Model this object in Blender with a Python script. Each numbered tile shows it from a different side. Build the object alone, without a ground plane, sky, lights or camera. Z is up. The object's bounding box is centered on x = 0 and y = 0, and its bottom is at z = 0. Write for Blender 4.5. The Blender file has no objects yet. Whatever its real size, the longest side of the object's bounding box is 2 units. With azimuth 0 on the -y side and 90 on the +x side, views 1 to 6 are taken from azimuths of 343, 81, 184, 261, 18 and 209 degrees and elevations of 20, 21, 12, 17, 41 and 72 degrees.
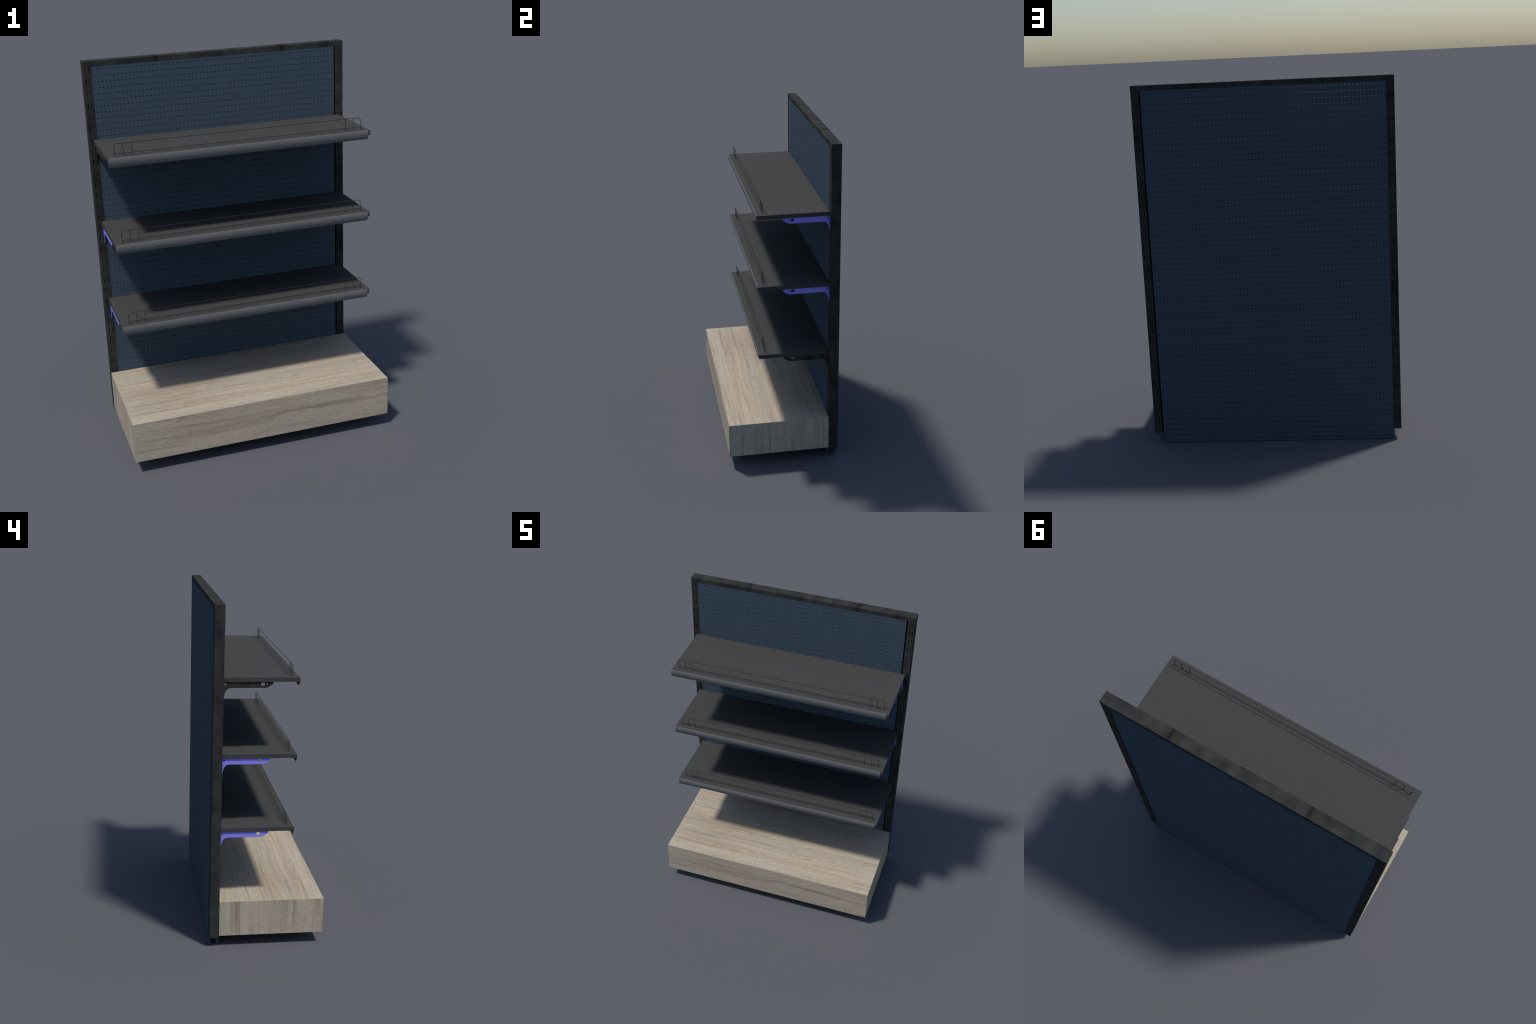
# Retail display shelf: perforated blue back wall in a dark steel frame, three
# grey metal shelves on brackets with wire guards, and a washed-oak base box.
import bpy, bmesh, math
from mathutils import Vector

# ------------------------------------------------------------------ sizes (m)
HALF_W = 0.695            # half width of frame and base box
FRAME_F, FRAME_B = 0.2784, 0.3352   # frame front / back (y)
TOP_Z = 2.0
RAIL_H = 0.0275
POST_W = 0.0427
POST_Z0 = 0.0546
SHELF_X = 0.671
SHELF_F, SHELF_B = -0.1423, 0.2760
SHELF_TOPS = (1.6032, 1.1682, 0.7325)
FLANGE = 0.0245
BRACKET_X = 0.665

root = bpy.data.objects.new("display_shelf", None)
bpy.context.collection.objects.link(root)
root["label"] = "dark steel store shelf with blue pegboard back and oak base"
root["category"] = "store shelf"


# ------------------------------------------------------------------ helpers
def add(name, mesh, mats=(), parent=root):
    ob = bpy.data.objects.new(name, mesh)
    bpy.context.collection.objects.link(ob)
    ob.parent = parent
    for m in mats:
        if m.name not in [x.name for x in mesh.materials if x]:
            mesh.materials.append(m)
    return ob


def mesh_from(name, verts, faces, smooth=False):
    me = bpy.data.meshes.new(name)
    me.from_pydata(verts, [], faces)
    me.validate()
    me.update()
    if smooth:
        me.polygons.foreach_set("use_smooth", [True] * len(me.polygons))
    return me


def bm_to_mesh(bm, name):
    bmesh.ops.recalc_face_normals(bm, faces=bm.faces)
    me = bpy.data.meshes.new(name)
    bm.to_mesh(me)
    bm.free()
    return me


def box_bm(x0, x1, y0, y1, z0, z1):
    bm = bmesh.new()
    bmesh.ops.create_cube(bm, size=1.0)
    for v in bm.verts:
        v.co = Vector((x0 if v.co.x < 0 else x1, y0 if v.co.y < 0 else y1, z0 if v.co.z < 0 else z1))
    return bm


def bevel_all(bm, w, seg=2):
    bmesh.ops.bevel(bm, geom=list(bm.edges), offset=w, segments=seg, profile=0.6, affect='EDGES')


def sweep_x(profile, x0, x1, name, cap=True):
    """Extrude a closed (y, z) profile along x."""
    n = len(profile)
    vs = [(x0, y, z) for y, z in profile] + [(x1, y, z) for y, z in profile]
    fs = [(i, (i + 1) % n, n + (i + 1) % n, n + i) for i in range(n)]
    bm = bmesh.new()
    bv = [bm.verts.new(v) for v in vs]
    for f in fs:
        bm.faces.new([bv[i] for i in f]).smooth = True
    if cap:
        bm.faces.new(bv[:n]).smooth = False
        bm.faces.new(bv[n:][::-1]).smooth = False
    me = bm_to_mesh(bm, name)
    me.set_sharp_from_angle(angle=math.radians(40))
    return me


def tube(path, r, sides=8):
    """Verts/faces of a round wire following a path of points."""
    P = [Vector(p) for p in path]
    vs, fs = [], []
    up = Vector((0, 1, 0))            # every wire lies in the x-z plane
    for i, p in enumerate(P):
        d = (P[min(i + 1, len(P) - 1)] - P[max(i - 1, 0)]).normalized()
        side = d.cross(up).normalized()
        for k in range(sides):
            a = 2 * math.pi * k / sides
            vs.append(tuple(p + r * (math.cos(a) * side + math.sin(a) * up)))
    for i in range(len(P) - 1):
        for k in range(sides):
            a, b = i * sides + k, i * sides + (k + 1) % sides
            fs.append((a, b, b + sides, a + sides))
    fs.append(tuple(range(sides))[::-1])
    last = (len(P) - 1) * sides
    fs.append(tuple(range(last, last + sides)))
    return vs, fs


def arc(cx, cz, r, a0, a1, n=8):
    return [(cx + r * math.cos(math.radians(a0 + (a1 - a0) * i / n)),
             cz + r * math.sin(math.radians(a0 + (a1 - a0) * i / n))) for i in range(n + 1)]


# ------------------------------------------------------------------ materials
class Nodes:
    def __init__(self, name):
        self.mat = bpy.data.materials.new(name)
        self.mat.use_nodes = True
        self.nt = self.mat.node_tree
        self.bsdf = self.nt.nodes["Principled BSDF"]
        self.pos = self.new("ShaderNodeTexCoord").outputs["Object"]

    def new(self, kind, **props):
        n = self.nt.nodes.new(kind)
        for k, v in props.items():
            setattr(n, k, v)
        return n

    def link(self, a, b):
        self.nt.links.new(a, b)

    def put(self, sock, v):
        if hasattr(v, "is_linked") or isinstance(v, bpy.types.NodeSocket):
            self.link(v, sock)
        else:
            sock.default_value = v

    def scaled(self, scale, loc=(0, 0, 0), src=None):
        m = self.new("ShaderNodeMapping")
        self.link(src or self.pos, m.inputs["Vector"])
        m.inputs["Scale"].default_value = scale
        m.inputs["Location"].default_value = loc
        return m.outputs["Vector"]

    def noise(self, scale, detail=3, rough=0.5, vec=None, distort=0.0, loc=(0, 0, 0)):
        n = self.new("ShaderNodeTexNoise")
        if isinstance(scale, tuple):
            self.link(self.scaled(scale, loc, vec), n.inputs["Vector"])
            n.inputs["Scale"].default_value = 1.0
        else:
            self.link(self.scaled((1, 1, 1), loc, vec), n.inputs["Vector"])
            n.inputs["Scale"].default_value = scale
        n.inputs["Detail"].default_value = detail
        n.inputs["Roughness"].default_value = rough
        n.inputs["Distortion"].default_value = distort
        return n.outputs["Fac"]

    def ramp(self, fac, stops, interp='LINEAR'):
        r = self.new("ShaderNodeValToRGB")
        r.color_ramp.interpolation = interp
        e = r.color_ramp.elements
        while len(e) < len(stops):
            e.new(0.5)
        for el, (p, c) in zip(e, stops):
            el.position = p
            el.color = (*c, 1) if isinstance(c, tuple) else (c, c, c, 1)
        self.link(fac, r.inputs["Fac"])
        return r.outputs["Color"]

    def mix(self, fac, a, b, mode='MIX'):
        m = self.new("ShaderNodeMix", data_type='RGBA', blend_type=mode)
        self.put(m.inputs[0], fac)
        for s, v in ((m.inputs[6], a), (m.inputs[7], b)):
            if isinstance(v, tuple):
                s.default_value = (*v, 1)
            else:
                self.link(v, s)
        return m.outputs[2]

    def math(self, op, a, b=0.0, c=0.0):
        m = self.new("ShaderNodeMath", operation=op)
        for s, v in zip(m.inputs, (a, b, c)):
            self.put(s, v)
        return m.outputs[0]

    def bump(self, height, strength, dist=0.001):
        b = self.new("ShaderNodeBump")
        b.inputs["Strength"].default_value = strength
        b.inputs["Distance"].default_value = dist
        self.link(height, b.inputs["Height"])
        self.link(b.outputs["Normal"], self.bsdf.inputs["Normal"])

    def finish(self, color, rough, spec=0.5, metallic=0.0):
        self.put(self.bsdf.inputs["Base Color"], (*color, 1) if isinstance(color, tuple) else color)
        self.put(self.bsdf.inputs["Roughness"], rough)
        self.bsdf.inputs["Specular IOR Level"].default_value = spec
        self.bsdf.inputs["Metallic"].default_value = metallic
        return self.mat


def frame_steel(name, streaks=False):
    n = Nodes(name)
    blotch = n.noise((16.0, 16.0, 11.0), 3, 0.5, distort=0.4)
    col = n.ramp(blotch, [(0.30, (0.022, 0.023, 0.022)), (0.50, (0.034, 0.035, 0.033)), (0.70, (0.046, 0.046, 0.043))])
    if streaks:
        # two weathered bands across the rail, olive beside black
        sep = n.new("ShaderNodeSeparateXYZ")
        warp = n.noise((5.0, 9.0, 9.0), 2)
        n.link(n.pos, sep.inputs[0])
        x = n.math('ADD', sep.outputs[0], n.math('MULTIPLY', n.math('SUBTRACT', warp, 0.5), 0.022))
        t = n.math('FRACT', n.math('MULTIPLY', n.math('ADD', x, 0.6865), 1.0 / 0.673))  # olive band at 0.5
        haze = n.ramp(t, [(0.44, 0.0), (0.50, 1.0), (0.55, 1.0), (0.62, 0.0)])
        olive = n.ramp(t, [(0.482, 0.0), (0.494, 1.0), (0.508, 1.0), (0.520, 0.0)])
        dark = n.ramp(t, [(0.520, 0.0), (0.532, 1.0), (0.548, 1.0), (0.558, 0.0)])
        veins = n.ramp(n.noise((60.0, 5.0, 5.0), 3, 0.6), [(0.38, 0.25), (0.62, 1.0)])
        col = n.mix(n.math('MULTIPLY', haze, n.math('MULTIPLY', veins, 0.35)), col, (0.024, 0.024, 0.025))
        col = n.mix(n.math('MULTIPLY', olive, 0.75), col, (0.031, 0.031, 0.020))
        col = n.mix(n.math('MULTIPLY', dark, 0.75), col, (0.013, 0.013, 0.015))
    fine = n.noise(160.0, 2)
    n.bump(fine, 0.08, 0.0006)
    return n.finish(col, 0.9, 0.05)


def panel_paint():
    n = Nodes("blue_powder_paint")
    v = n.noise(9.0, 3, 0.55)
    col = n.ramp(v, [(0.3, (0.051, 0.074, 0.101)), (0.7, (0.055, 0.079, 0.107))])
    n.bump(n.noise(420.0, 2), 0.10, 0.0004)
    return n.finish(col, 0.9, 0.05)


def shelf_paint(name, dark, light, rough, brushed=True):
    n = Nodes(name)
    if brushed:      # fine lines that run front to back
        v = n.noise((480.0, 4.0, 60.0), 1, 0.5)
    else:
        v = n.noise((3.0, 60.0, 60.0), 2, 0.5)
    n.bump(v, 0.05, 0.0003)
    return n.finish(n.ramp(v, [(0.32, dark), (0.68, light)]), rough, 0.05)


def bracket_paint():
    n = Nodes("violet_paint")
    v = n.noise(60.0, 4, 0.65)
    col = n.ramp(v, [(0.30, (0.225, 0.243, 0.78)), (0.5, (0.248, 0.238, 0.80)), (0.72, (0.30, 0.220, 0.78))])
    return n.finish(col, 0.9, 0.05)


def plain(name, c, rough, spec=0.05):
    n = Nodes(name)
    v = n.noise(40.0, 2)
    return n.finish(n.ramp(v, [(0.3, tuple(x * 0.88 for x in c)), (0.7, tuple(x * 1.12 for x in c))]), rough, spec)


def oak(name, grain, across, seed):
    """Washed oak laminate. grain / across: axis index along and across the grain."""
    n = Nodes(name)

    def sc(along, acr, deep=1.0):
        s = [deep, deep, deep]
        s[grain], s[across] = along, acr
        return tuple(s)
    off = (seed * 1.7, seed * 2.3, seed * 0.9)
    wob = n.noise(sc(2.5, 4.0), 2, 0.5, loc=off)
    wobv = n.new("ShaderNodeCombineXYZ")
    n.link(n.math('MULTIPLY', n.math('SUBTRACT', wob, 0.5), 0.028), wobv.inputs[across])
    vadd = n.new("ShaderNodeVectorMath", operation='ADD')
    n.link(n.pos, vadd.inputs[0])
    n.link(wobv.outputs[0], vadd.inputs[1])
    wp = vadd.outputs[0]
    bands = n.noise(sc(0.55, 11.0), 3, 0.5, vec=wp, loc=off)           # broad pale / grey bands
    streak = n.noise(sc(1.5, 44.0), 4, 0.6, vec=wp, loc=off)          # growth streaks
    figure = n.noise(sc(1.1, 4.5), 1, 0.4, vec=wp, loc=tuple(o + 3 for o in off))
    pore = n.noise(sc(36.0, 340.0, 8.0), 3, 0.75, vec=wp, loc=off)    # fine fibres
    fleck = n.noise(sc(16.0, 130.0, 8.0), 2, 0.6, vec=wp, loc=tuple(o + 5 for o in off))
    patch = n.noise(sc(2.4, 12.0), 2, 0.5, vec=wp, loc=tuple(o + 9 for o in off))
    grey = n.noise(sc(1.3, 8.0), 2, 0.5, vec=wp, loc=tuple(o + 14 for o in off))
    col = n.ramp(bands, [(0.32, (0.315, 0.258, 0.197)), (0.43, (0.398, 0.332, 0.256)),
                         (0.55, (0.418, 0.352, 0.274)), (0.66, (0.385, 0.350, 0.288)), (0.74, (0.425, 0.395, 0.330))])
    col = n.mix(n.ramp(grey, [(0.42, 0.0), (0.64, 0.60)]), col, (0.348, 0.328, 0.272))
    col = n.mix(1.0, col, n.ramp(streak, [(0.29, (0.72, 0.69, 0.65)), (0.42, (0.97, 0.955, 0.935)), (0.54, (1.06, 1.06, 1.06)), (0.72, (1.14, 1.16, 1.18))]), 'MULTIPLY')
    # cathedral figure: contour lines of a smooth field
    ring = n.math('FRACT', n.math('MULTIPLY', figure, 26.0))
    line = n.math('MULTIPLY', n.ramp(ring, [(0.0, 1.0), (0.30, 0.0), (0.85, 0.0), (1.0, 1.0)]), n.ramp(patch, [(0.42, 0.0), (0.62, 0.26)]))
    col = n.mix(line, col, (0.270, 0.222, 0.168))
    col = n.mix(1.0, col, n.ramp(pore, [(0.28, (0.70, 0.69, 0.67)), (0.50, (1.0, 1.0, 1.0)), (0.72, (1.19, 1.19, 1.19))]), 'MULTIPLY')
    fm = n.math('MULTIPLY', n.ramp(fleck, [(0.52, 0.0), (0.68, 0.6)]), n.ramp(patch, [(0.52, 0.0), (0.66, 1.0)]))
    col = n.mix(fm, col, (0.50, 0.475, 0.41))
    n.bump(pore, 0.10, 0.0005)
    return n.finish(col, 0.9, 0.05)


M_POST = frame_steel("blackened_steel")
M_RAIL = frame_steel("blackened_steel_streaked", True)
M_PANEL = panel_paint()
M_SHELF = shelf_paint("grey_shelf_paint", (0.0535, 0.0535, 0.0535), (0.0600, 0.0600, 0.0595), 0.9)
M_LIP = shelf_paint("grey_lip_paint", (0.127, 0.129, 0.132), (0.133, 0.135, 0.138), 0.8, False)
M_WIRE = plain("black_wire", (0.030, 0.029, 0.027), 0.5)
M_DARK_OVAL = plain("near_black_oval", (0.008, 0.008, 0.008), 0.9)
M_VIOLET = bracket_paint()
M_OAK_TOP = oak("washed_oak_board", 0, 1, 1.0)
M_OAK_FRONT = oak("washed_oak_apron", 0, 2, 2.4)
M_OAK_SIDE = oak("washed_oak_upright_grain", 2, 1, 3.6)


# ------------------------------------------------------------------ frame
def slotted_face(bm, xs, zs, slots, y, depth, flip):
    """A flat post face with rectangular pockets sunk into it."""
    def v(x, yy, z):
        return bm.verts.new((x, yy, z))
    for i in range(len(xs) - 1):
        for j in range(len(zs) - 1):
            x0, x1, z0, z1 = xs[i], xs[i + 1], zs[j], zs[j + 1]
            xm, zm = (x0 + x1) / 2, (z0 + z1) / 2
            if any(a < xm < b and c < zm < d for a, b, c, d in slots):
                yi = y + depth
                bm.faces.new([v(x0, yi, z0), v(x1, yi, z0), v(x1, yi, z1), v(x0, yi, z1)])
                ring = [(x0, z0), (x1, z0), (x1, z1), (x0, z1)]
                for k in range(4):
                    (a, b), (c, d) = ring[k], ring[(k + 1) % 4]
                    bm.faces.new([v(a, y, b), v(c, y, d), v(c, yi, d), v(a, yi, b)])
            else:
                bm.faces.new([v(x0, y, z0), v(x1, y, z0), v(x1, y, z1), v(x0, y, z1)])


def build_post(sign):
    xi, xo = HALF_W - POST_W, HALF_W
    z0, z1 = POST_Z0, TOP_Z - RAIL_H - 0.00005
    c = 0.0022                                   # edge rounding
    pitch, length, w = 0.0590, 0.0294, 0.0015
    rows = [(1.9709 - k * pitch - length, 1.9709 - k * pitch) for k in range(30)]
    rows += [(0.1645, 0.1930), (0.1125, 0.1345)]
    slots = [(cx - w, cx + w, a, b) for cx in (0.6655, 0.6837) for a, b in rows]
    xs = sorted({xi + c, xo - c} | {s[0] for s in slots} | {s[1] for s in slots})
    zs = sorted({z0 + c, z1} | {s[2] for s in slots} | {s[3] for s in slots})
    bm = bmesh.new()
    slotted_face(bm, xs, zs, slots, FRAME_F, 0.012, False)
    slotted_face(bm, xs, zs, slots, FRAME_B, -0.012, True)

    # rounded vertical edges + plain sides, then rounded foot
    def loop(inset, z):
        pts = []
        q = c - inset
        for (cx, cy, a0) in ((xo - c, FRAME_B - c, 0), (xi + c, FRAME_B - c, 90), (xi + c, FRAME_F + c, 180), (xo - c, FRAME_F + c, 270)):
            for k in range(4):
                a = math.radians(a0 + 30 * k)
                pts.append((cx + q * math.cos(a), cy + q * math.sin(a), z))
        return pts
    L = [loop(c * 0.999, z0), loop(c * 0.5, z0 + c * 0.134), loop(c * 0.134, z0 + c * 0.5), loop(0, z0 + c), loop(0, z1)]
    V = [[bm.verts.new(p) for p in l] for l in L]
    n = len(V[0])
    for i in range(len(V) - 1):
        for k in range(n):
            k2 = (k + 1) % n
            if i == len(V) - 2 and k in (3, 11):  # front/back faces already built with slots
                continue
            bm.faces.new([V[i][k], V[i][k2], V[i + 1][k2], V[i + 1][k]])
    bm.faces.new(V[0])
    bm.faces.new(V[-1])
    bmesh.ops.remove_doubles(bm, verts=bm.verts, dist=1e-5)
    if sign < 0:
        for vtx in bm.verts:
            vtx.co.x *= -1
    return bm_to_mesh(bm, "upright_post")


for s in (-1, 1):
    add("upright_post", build_post(s), [M_POST])

bm = box_bm(-HALF_W, HALF_W, FRAME_F, FRAME_B, TOP_Z - RAIL_H, TOP_Z)
bmesh.ops.bevel(bm, geom=[e for e in bm.edges if all(v.co.z > TOP_Z - 0.001 for v in e.verts)],
                offset=0.0008, segments=2, profile=0.6, affect='EDGES')
add("top_rail", bm_to_mesh(bm, "top_rail"), [M_RAIL])


# ------------------------------------------------------------------ pegboard
COLS, ROWS = 64, 64
HX0, HDX = -0.6410, 0.0202
HZ0, HDZ = 1.9575, 0.03082
HOLE_R, HOLE_N = 0.0031, 12
PANEL_X0, PANEL_X1 = -0.6519, 0.6432
PANEL_T = 0.0135


def build_panel(r0, r1, ztop, zbot):
    """Sheet of thickness PANEL_T (y from 0) with punched holes for rows r0..r1-1."""
    verts, faces = [], []
    xs = [PANEL_X0] + [HX0 + HDX * (i + 0.5) for i in range(COLS - 1)] + [PANEL_X1]
    zs = [ztop] + [HZ0 - HDZ * (r + 0.5) for r in range(r0, r1 - 1)] + [zbot]
    nx, nz = len(xs), len(zs)
    for y in (0.0, PANEL_T):
        for z in zs:
            for x in xs:
                verts.append((x, y, z))

    def g(layer, i, j):
        return layer * nx * nz + j * nx + i
    ca = [math.cos(2 * math.pi * k / HOLE_N) * HOLE_R for k in range(HOLE_N)]
    sa = [math.sin(2 * math.pi * k / HOLE_N) * HOLE_R for k in range(HOLE_N)]
    q = HOLE_N // 4
    for j in range(nz - 1):
        cz = HZ0 - HDZ * (r0 + j)
        for i in range(nx - 1):
            cx = HX0 + HDX * i
            base = len(verts)
            for y in (0.0, PANEL_T):
                verts.extend((cx + ca[k], y, cz + sa[k]) for k in range(HOLE_N))
            for lay in (0, 1):
                b = base + lay * HOLE_N
                corner = [g(lay, i + 1, j), g(lay, i, j), g(lay, i, j + 1), g(lay, i + 1, j + 1)]
                for c in range(4):
                    for k in range(q):
                        a0, a1 = b + (c * q + k) % HOLE_N, b + (c * q + k + 1) % HOLE_N
                        faces.append((corner[c], a1, a0) if lay else (corner[c], a0, a1))
                    ax = b + ((c + 1) * q) % HOLE_N
                    c2 = corner[(c + 1) % 4]
                    faces.append((corner[c], c2, ax) if lay else (corner[c], ax, c2))
            for k in range(HOLE_N):
                a0, a1 = base + k, base + (k + 1) % HOLE_N
                faces.append((a0, a1, a1 + HOLE_N, a0 + HOLE_N))
    for i in range(nx - 1):
        faces.append((g(0, i, 0), g(0, i + 1, 0), g(1, i + 1, 0), g(1, i, 0)))
        faces.append((g(0, i, nz - 1), g(1, i, nz - 1), g(1, i + 1, nz - 1), g(0, i + 1, nz - 1)))
    for j in range(nz - 1):
        faces.append((g(0, 0, j), g(1, 0, j), g(1, 0, j + 1), g(0, 0, j + 1)))
        faces.append((g(0, nx - 1, j), g(0, nx - 1, j + 1), g(1, nx - 1, j + 1), g(1, nx - 1, j)))
    me = bpy.data.meshes.new("perforated_panel")
    me.from_pydata(verts, [], faces)
    me.update()
    bm = bmesh.new()
    bm.from_mesh(me)
    bmesh.ops.recalc_face_normals(bm, faces=bm.faces)
    bm.to_mesh(me)
    bm.free()
    me.materials.append(M_PANEL)
    return me


seam = lambda r: HZ0 - HDZ * (r - 0.5)
GAP = 0.0003
for r0, r1, zt, zb in ((0, 20, TOP_Z - RAIL_H - 0.0003, seam(20) + GAP),
                       (20, 39, seam(20) - GAP, seam(39) + GAP),
                       (39, 64, seam(39) - GAP, 0.0)):
    me = build_panel(r0, r1, zt, zb)
    for y in (0.2780, 0.3374 - PANEL_T):
        add("perforated_panel", me).location.y = y


# ------------------------------------------------------------------ shelves
def build_shelf():
    """Folded sheet-metal tray, open below; z = 0 is its top."""
    t = 0.0022
    bm = bmesh.new()

    def ring(inset, z):
        x, a, b = SHELF_X - inset, SHELF_F + inset, SHELF_B - inset
        return [bm.verts.new(p) for p in ((-x, a, z), (x, a, z), (x, b, z), (-x, b, z))]
    R = [ring(0.0009, 0), ring(0.0003, -0.0003), ring(0, -0.0009), ring(0, -FLANGE), ring(t, -FLANGE), ring(t, -t)]
    bm.faces.new(R[0])
    bm.faces.new(R[-1][::-1])
    for a, b in zip(R, R[1:]):
        for k in range(4):
            bm.faces.new([a[k], b[k], b[(k + 1) % 4], a[(k + 1) % 4]])
    return bm_to_mesh(bm, "shelf")


def build_lip():
    """Curved price-label strip along the shelf front."""
    y = SHELF_F - 0.0012
    outer = [(0.0018, 0.0014), (0.0005, 0.0014), (-0.0002, 0.0008), (-0.0009, -0.0020), (-0.0018, -0.0060), (-0.0024, -0.0110),
             (-0.0025, -0.0160), (-0.0022, -0.0210), (-0.0014, -0.0265), (-0.0001, -0.0320), (0.0018, -0.0380), (0.0045, -0.0450)]
    t = 0.0011
    inner = [(a + t, b - (0.0010 if i < 3 else 0)) for i, (a, b) in enumerate(outer)][::-1]
    prof = [(y + a, b) for a, b in outer] + [(y + a, b) for a, b in inner]
    me = sweep_x(prof, -SHELF_X - 0.0004, 0.6588, "price_strip")
    return me


def build_guard():
    """Low wire fence: hoop, bottom wire and two stays at either end."""
    y, r = -0.1065, 0.0015
    xl, xr, zt, zl = -0.6330, 0.6350, 0.0616, 0.0133
    rl, rr = 0.0130, 0.0200
    path = [(xl, -0.001)] + arc(xl + rl, zt - rl, rl, 180, 90) + arc(xr - rr, zt - rr, rr, 90, 0) + [(xr, -0.001)]
    V, F = [], []
    wires = [path, [(xl, zl), (xr, zl)]]
    wires += [[(x, -0.001), (x, zt - 0.0005)] for x in (-0.5905, -0.5483, 0.5505, 0.5925)]
    for p in wires:
        vs, fs = tube([(a, y + 0.0024 * a, b) for a, b in p], r)
        o = len(V)
        V += vs
        F += [tuple(i + o for i in f) for f in fs]
    me = mesh_from("wire_guard", V, F, True)
    me.set_sharp_from_angle(angle=math.radians(60))
    return me


def build_bracket(sign):
    """Flat cantilever bracket cut from plate, with three openings."""
    x1 = BRACKET_X
    x0 = x1 - 0.0035
    yb = FRAME_F + 0.0008
    top = -0.0060
    out = [(yb, top), (yb, -0.1205)]
    out += [(0.2752, -0.1200), (0.2742, -0.1120), (0.2722, -0.1000), (0.2696, -0.0890), (0.2668, -0.0820), (0.2632, -0.0755),
            (0.2580, -0.0690), (0.2510, -0.0638), (0.2445, -0.0610), (0.2380, -0.0596)]
    out += [(0.0500, -0.0596), (0.0440, -0.0586), (0.0350, -0.0565), (0.0260, -0.0527), (0.0170, -0.0465), (0.0095, -0.0405),
            (0.0035, -0.0350), (0.0023, -0.0325), (0.0022, -0.0280), (0.0022, top)]

    def rrect(cy, cz, w, h, r):
        p = []
        for sx, sz, a in ((1, 1, 0), (-1, 1, 90), (-1, -1, 180), (1, -1, 270)):
            p += arc(cy + sx * (w / 2 - r), cz + sz * (h / 2 - r), r, a, a + 90, 3)
        return p
    holes = [rrect(0.0605, -0.0390, 0.0222, 0.0165, 0.0060), rrect(0.0382, -0.0388, 0.0066, 0.0080, 0.0030),
             rrect(0.2665, -0.0380, 0.0120, 0.0090, 0.0040)]
    bm = bmesh.new()
    edges = []
    loops = [out] + holes
    for lp in loops:
        vs = [bm.verts.new((x0, a, b)) for a, b in lp]
        edges += [bm.edges.new((vs[i], vs[(i + 1) % len(vs)])) for i in range(len(vs))]
    bmesh.ops.triangle_fill(bm, use_beauty=True, use_dissolve=False, edges=edges)
    res = bmesh.ops.extrude_face_region(bm, geom=list(bm.faces))
    for v in res["geom"]:
        if isinstance(v, bmesh.types.BMVert):
            v.co.x = x1
    if sign < 0:
        for v in bm.verts:
            v.co.x *= -1
    return bm_to_mesh(bm, "shelf_bracket")


def build_dark_oval():  # dark spot on the flange side, modelled as a raised near-black oval disc
    bm = bmesh.new()
    bmesh.ops.create_cone(bm, cap_ends=True, segments=14, radius1=0.0034, radius2=0.0026, depth=0.0008)
    for v in bm.verts:
        v.co = Vector((v.co.z, v.co.x, v.co.y * 0.62))
    return bm_to_mesh(bm, "flange_dark_oval")


me_shelf, me_lip, me_guard, me_dark_oval = build_shelf(), build_lip(), build_guard(), build_dark_oval()
me_shelf.materials.append(M_SHELF)
me_lip.materials.append(M_LIP)
me_guard.materials.append(M_WIRE)
me_dark_oval.materials.append(M_DARK_OVAL)
me_br = {}
for s in (-1, 1):
    for m in (M_VIOLET, M_POST):
        me_br[s, m.name] = build_bracket(s)
        me_br[s, m.name].materials.append(m)

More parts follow.
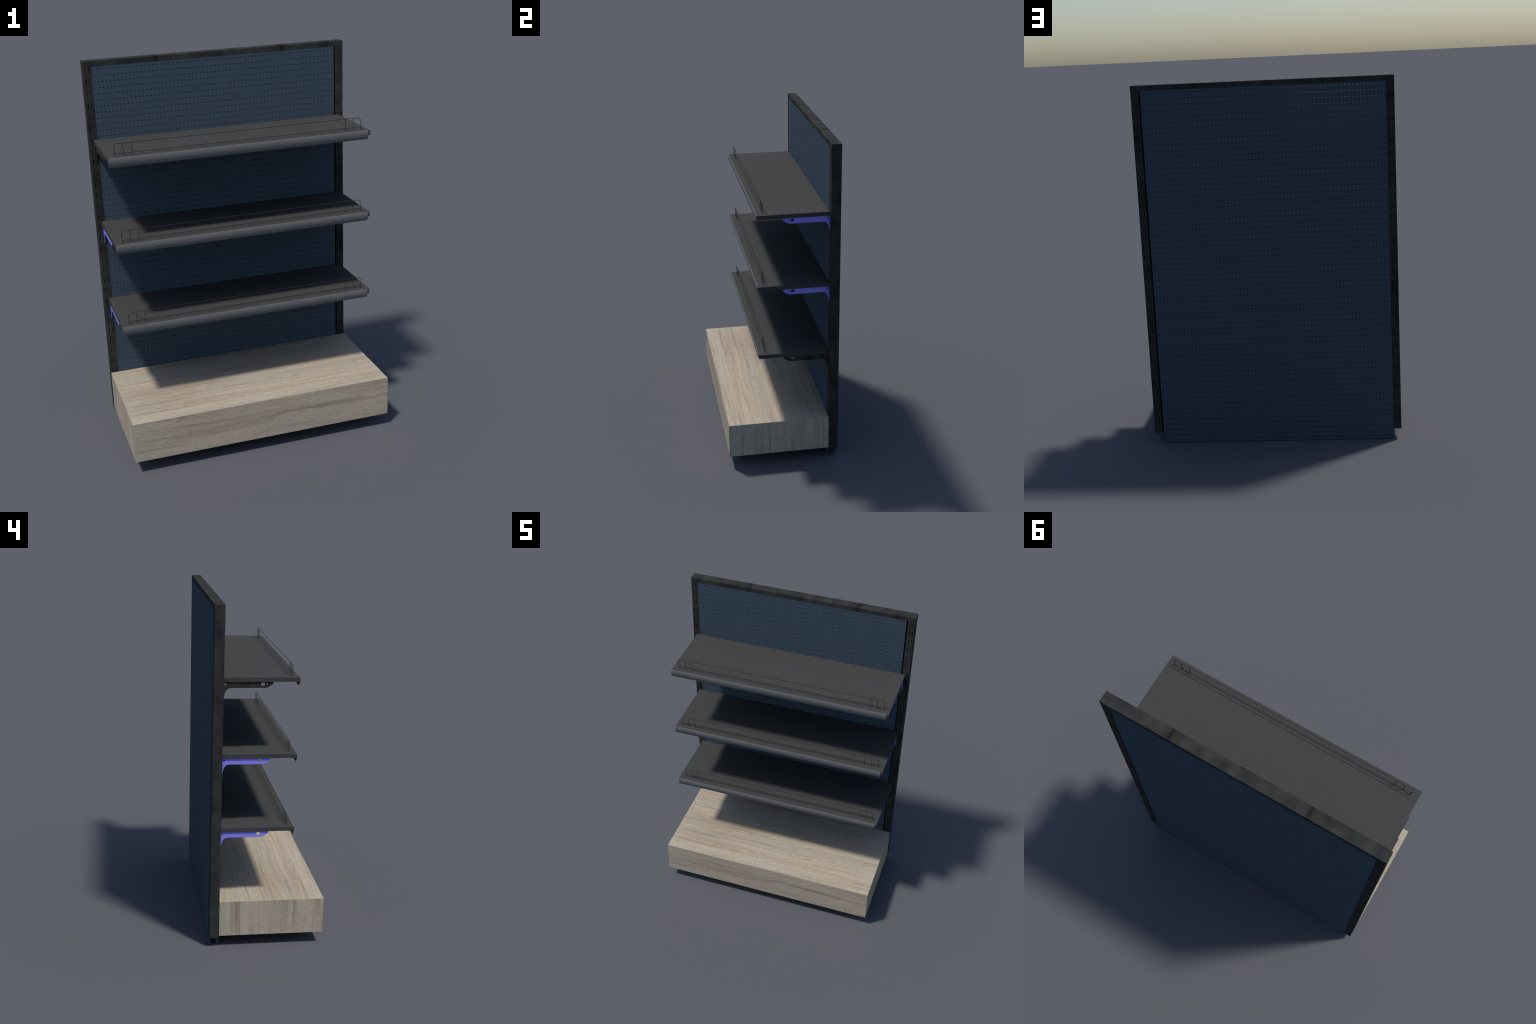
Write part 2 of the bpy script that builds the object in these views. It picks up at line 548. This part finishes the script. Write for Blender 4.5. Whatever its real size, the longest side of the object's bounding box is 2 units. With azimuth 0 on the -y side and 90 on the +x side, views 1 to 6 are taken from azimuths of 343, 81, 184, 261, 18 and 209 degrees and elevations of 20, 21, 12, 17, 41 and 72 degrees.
for k, z in enumerate(SHELF_TOPS):
    sh = add("shelf", me_shelf)
    sh.location.z = z
    add("price_strip", me_lip, parent=sh)
    add("wire_guard", me_guard, parent=sh)
    for s in (-1, 1):
        # the upper left and the lower right bracket are bare steel
        steel = (k == 0 and s < 0) or (k == 2 and s > 0)
        add("shelf_bracket", me_br[s, (M_POST if steel else M_VIOLET).name], parent=sh)
        for y in (-0.1193, 0.2583):
            sc = add("flange_dark_oval", me_dark_oval, parent=sh)
            sc.location = (s * (SHELF_X + 0.0003), y, -0.0146)
            if s < 0:
                sc.rotation_euler.z = math.pi


# ------------------------------------------------------------------ oak base
BX, BF, BB, BZ0, BZ1, BT = HALF_W, -0.3374, 0.2778, 0.0714, 0.2860, 0.018


def prism(quad_a, quad_b, name):
    """Hexahedron between two quads (mitred board)."""
    bm = bmesh.new()
    a = [bm.verts.new(p) for p in quad_a]
    b = [bm.verts.new(p) for p in quad_b]
    bm.faces.new(a)
    bm.faces.new(b[::-1])
    for k in range(4):
        bm.faces.new([a[k], a[(k + 1) % 4], b[(k + 1) % 4], b[k]])
    return bm_to_mesh(bm, name)


ix, jf, jt = BX - BT, BF + BT, BZ1 - BT
bm = box_bm(-ix + 0.001, ix - 0.001, jf + 0.001, BB - 0.001, BZ0 + 0.003, BZ0 + 0.018)
base = add("base_box", bm_to_mesh(bm, "base_box"), [M_OAK_TOP])
add("top_board", prism([(-BX, BF, BZ1), (BX, BF, BZ1), (BX, BB, BZ1), (-BX, BB, BZ1)],
                       [(-ix, jf, jt), (ix, jf, jt), (ix, BB, jt), (-ix, BB, jt)], "top_board"), [M_OAK_TOP], base)
add("front_board", prism([(-BX, BF, BZ0), (BX, BF, BZ0), (BX, BF, BZ1), (-BX, BF, BZ1)],
                         [(-ix, jf, BZ0), (ix, jf, BZ0), (ix, jf, jt), (-ix, jf, jt)], "front_board"), [M_OAK_FRONT], base)
for s in (-1, 1):
    add("side_board", prism([(s * BX, BF, BZ0), (s * BX, BB, BZ0), (s * BX, BB, BZ1), (s * BX, BF, BZ1)],
                            [(s * ix, jf, BZ0), (s * ix, BB, BZ0), (s * ix, BB, jt), (s * ix, jf, jt)], "side_board"), [M_OAK_SIDE], base)
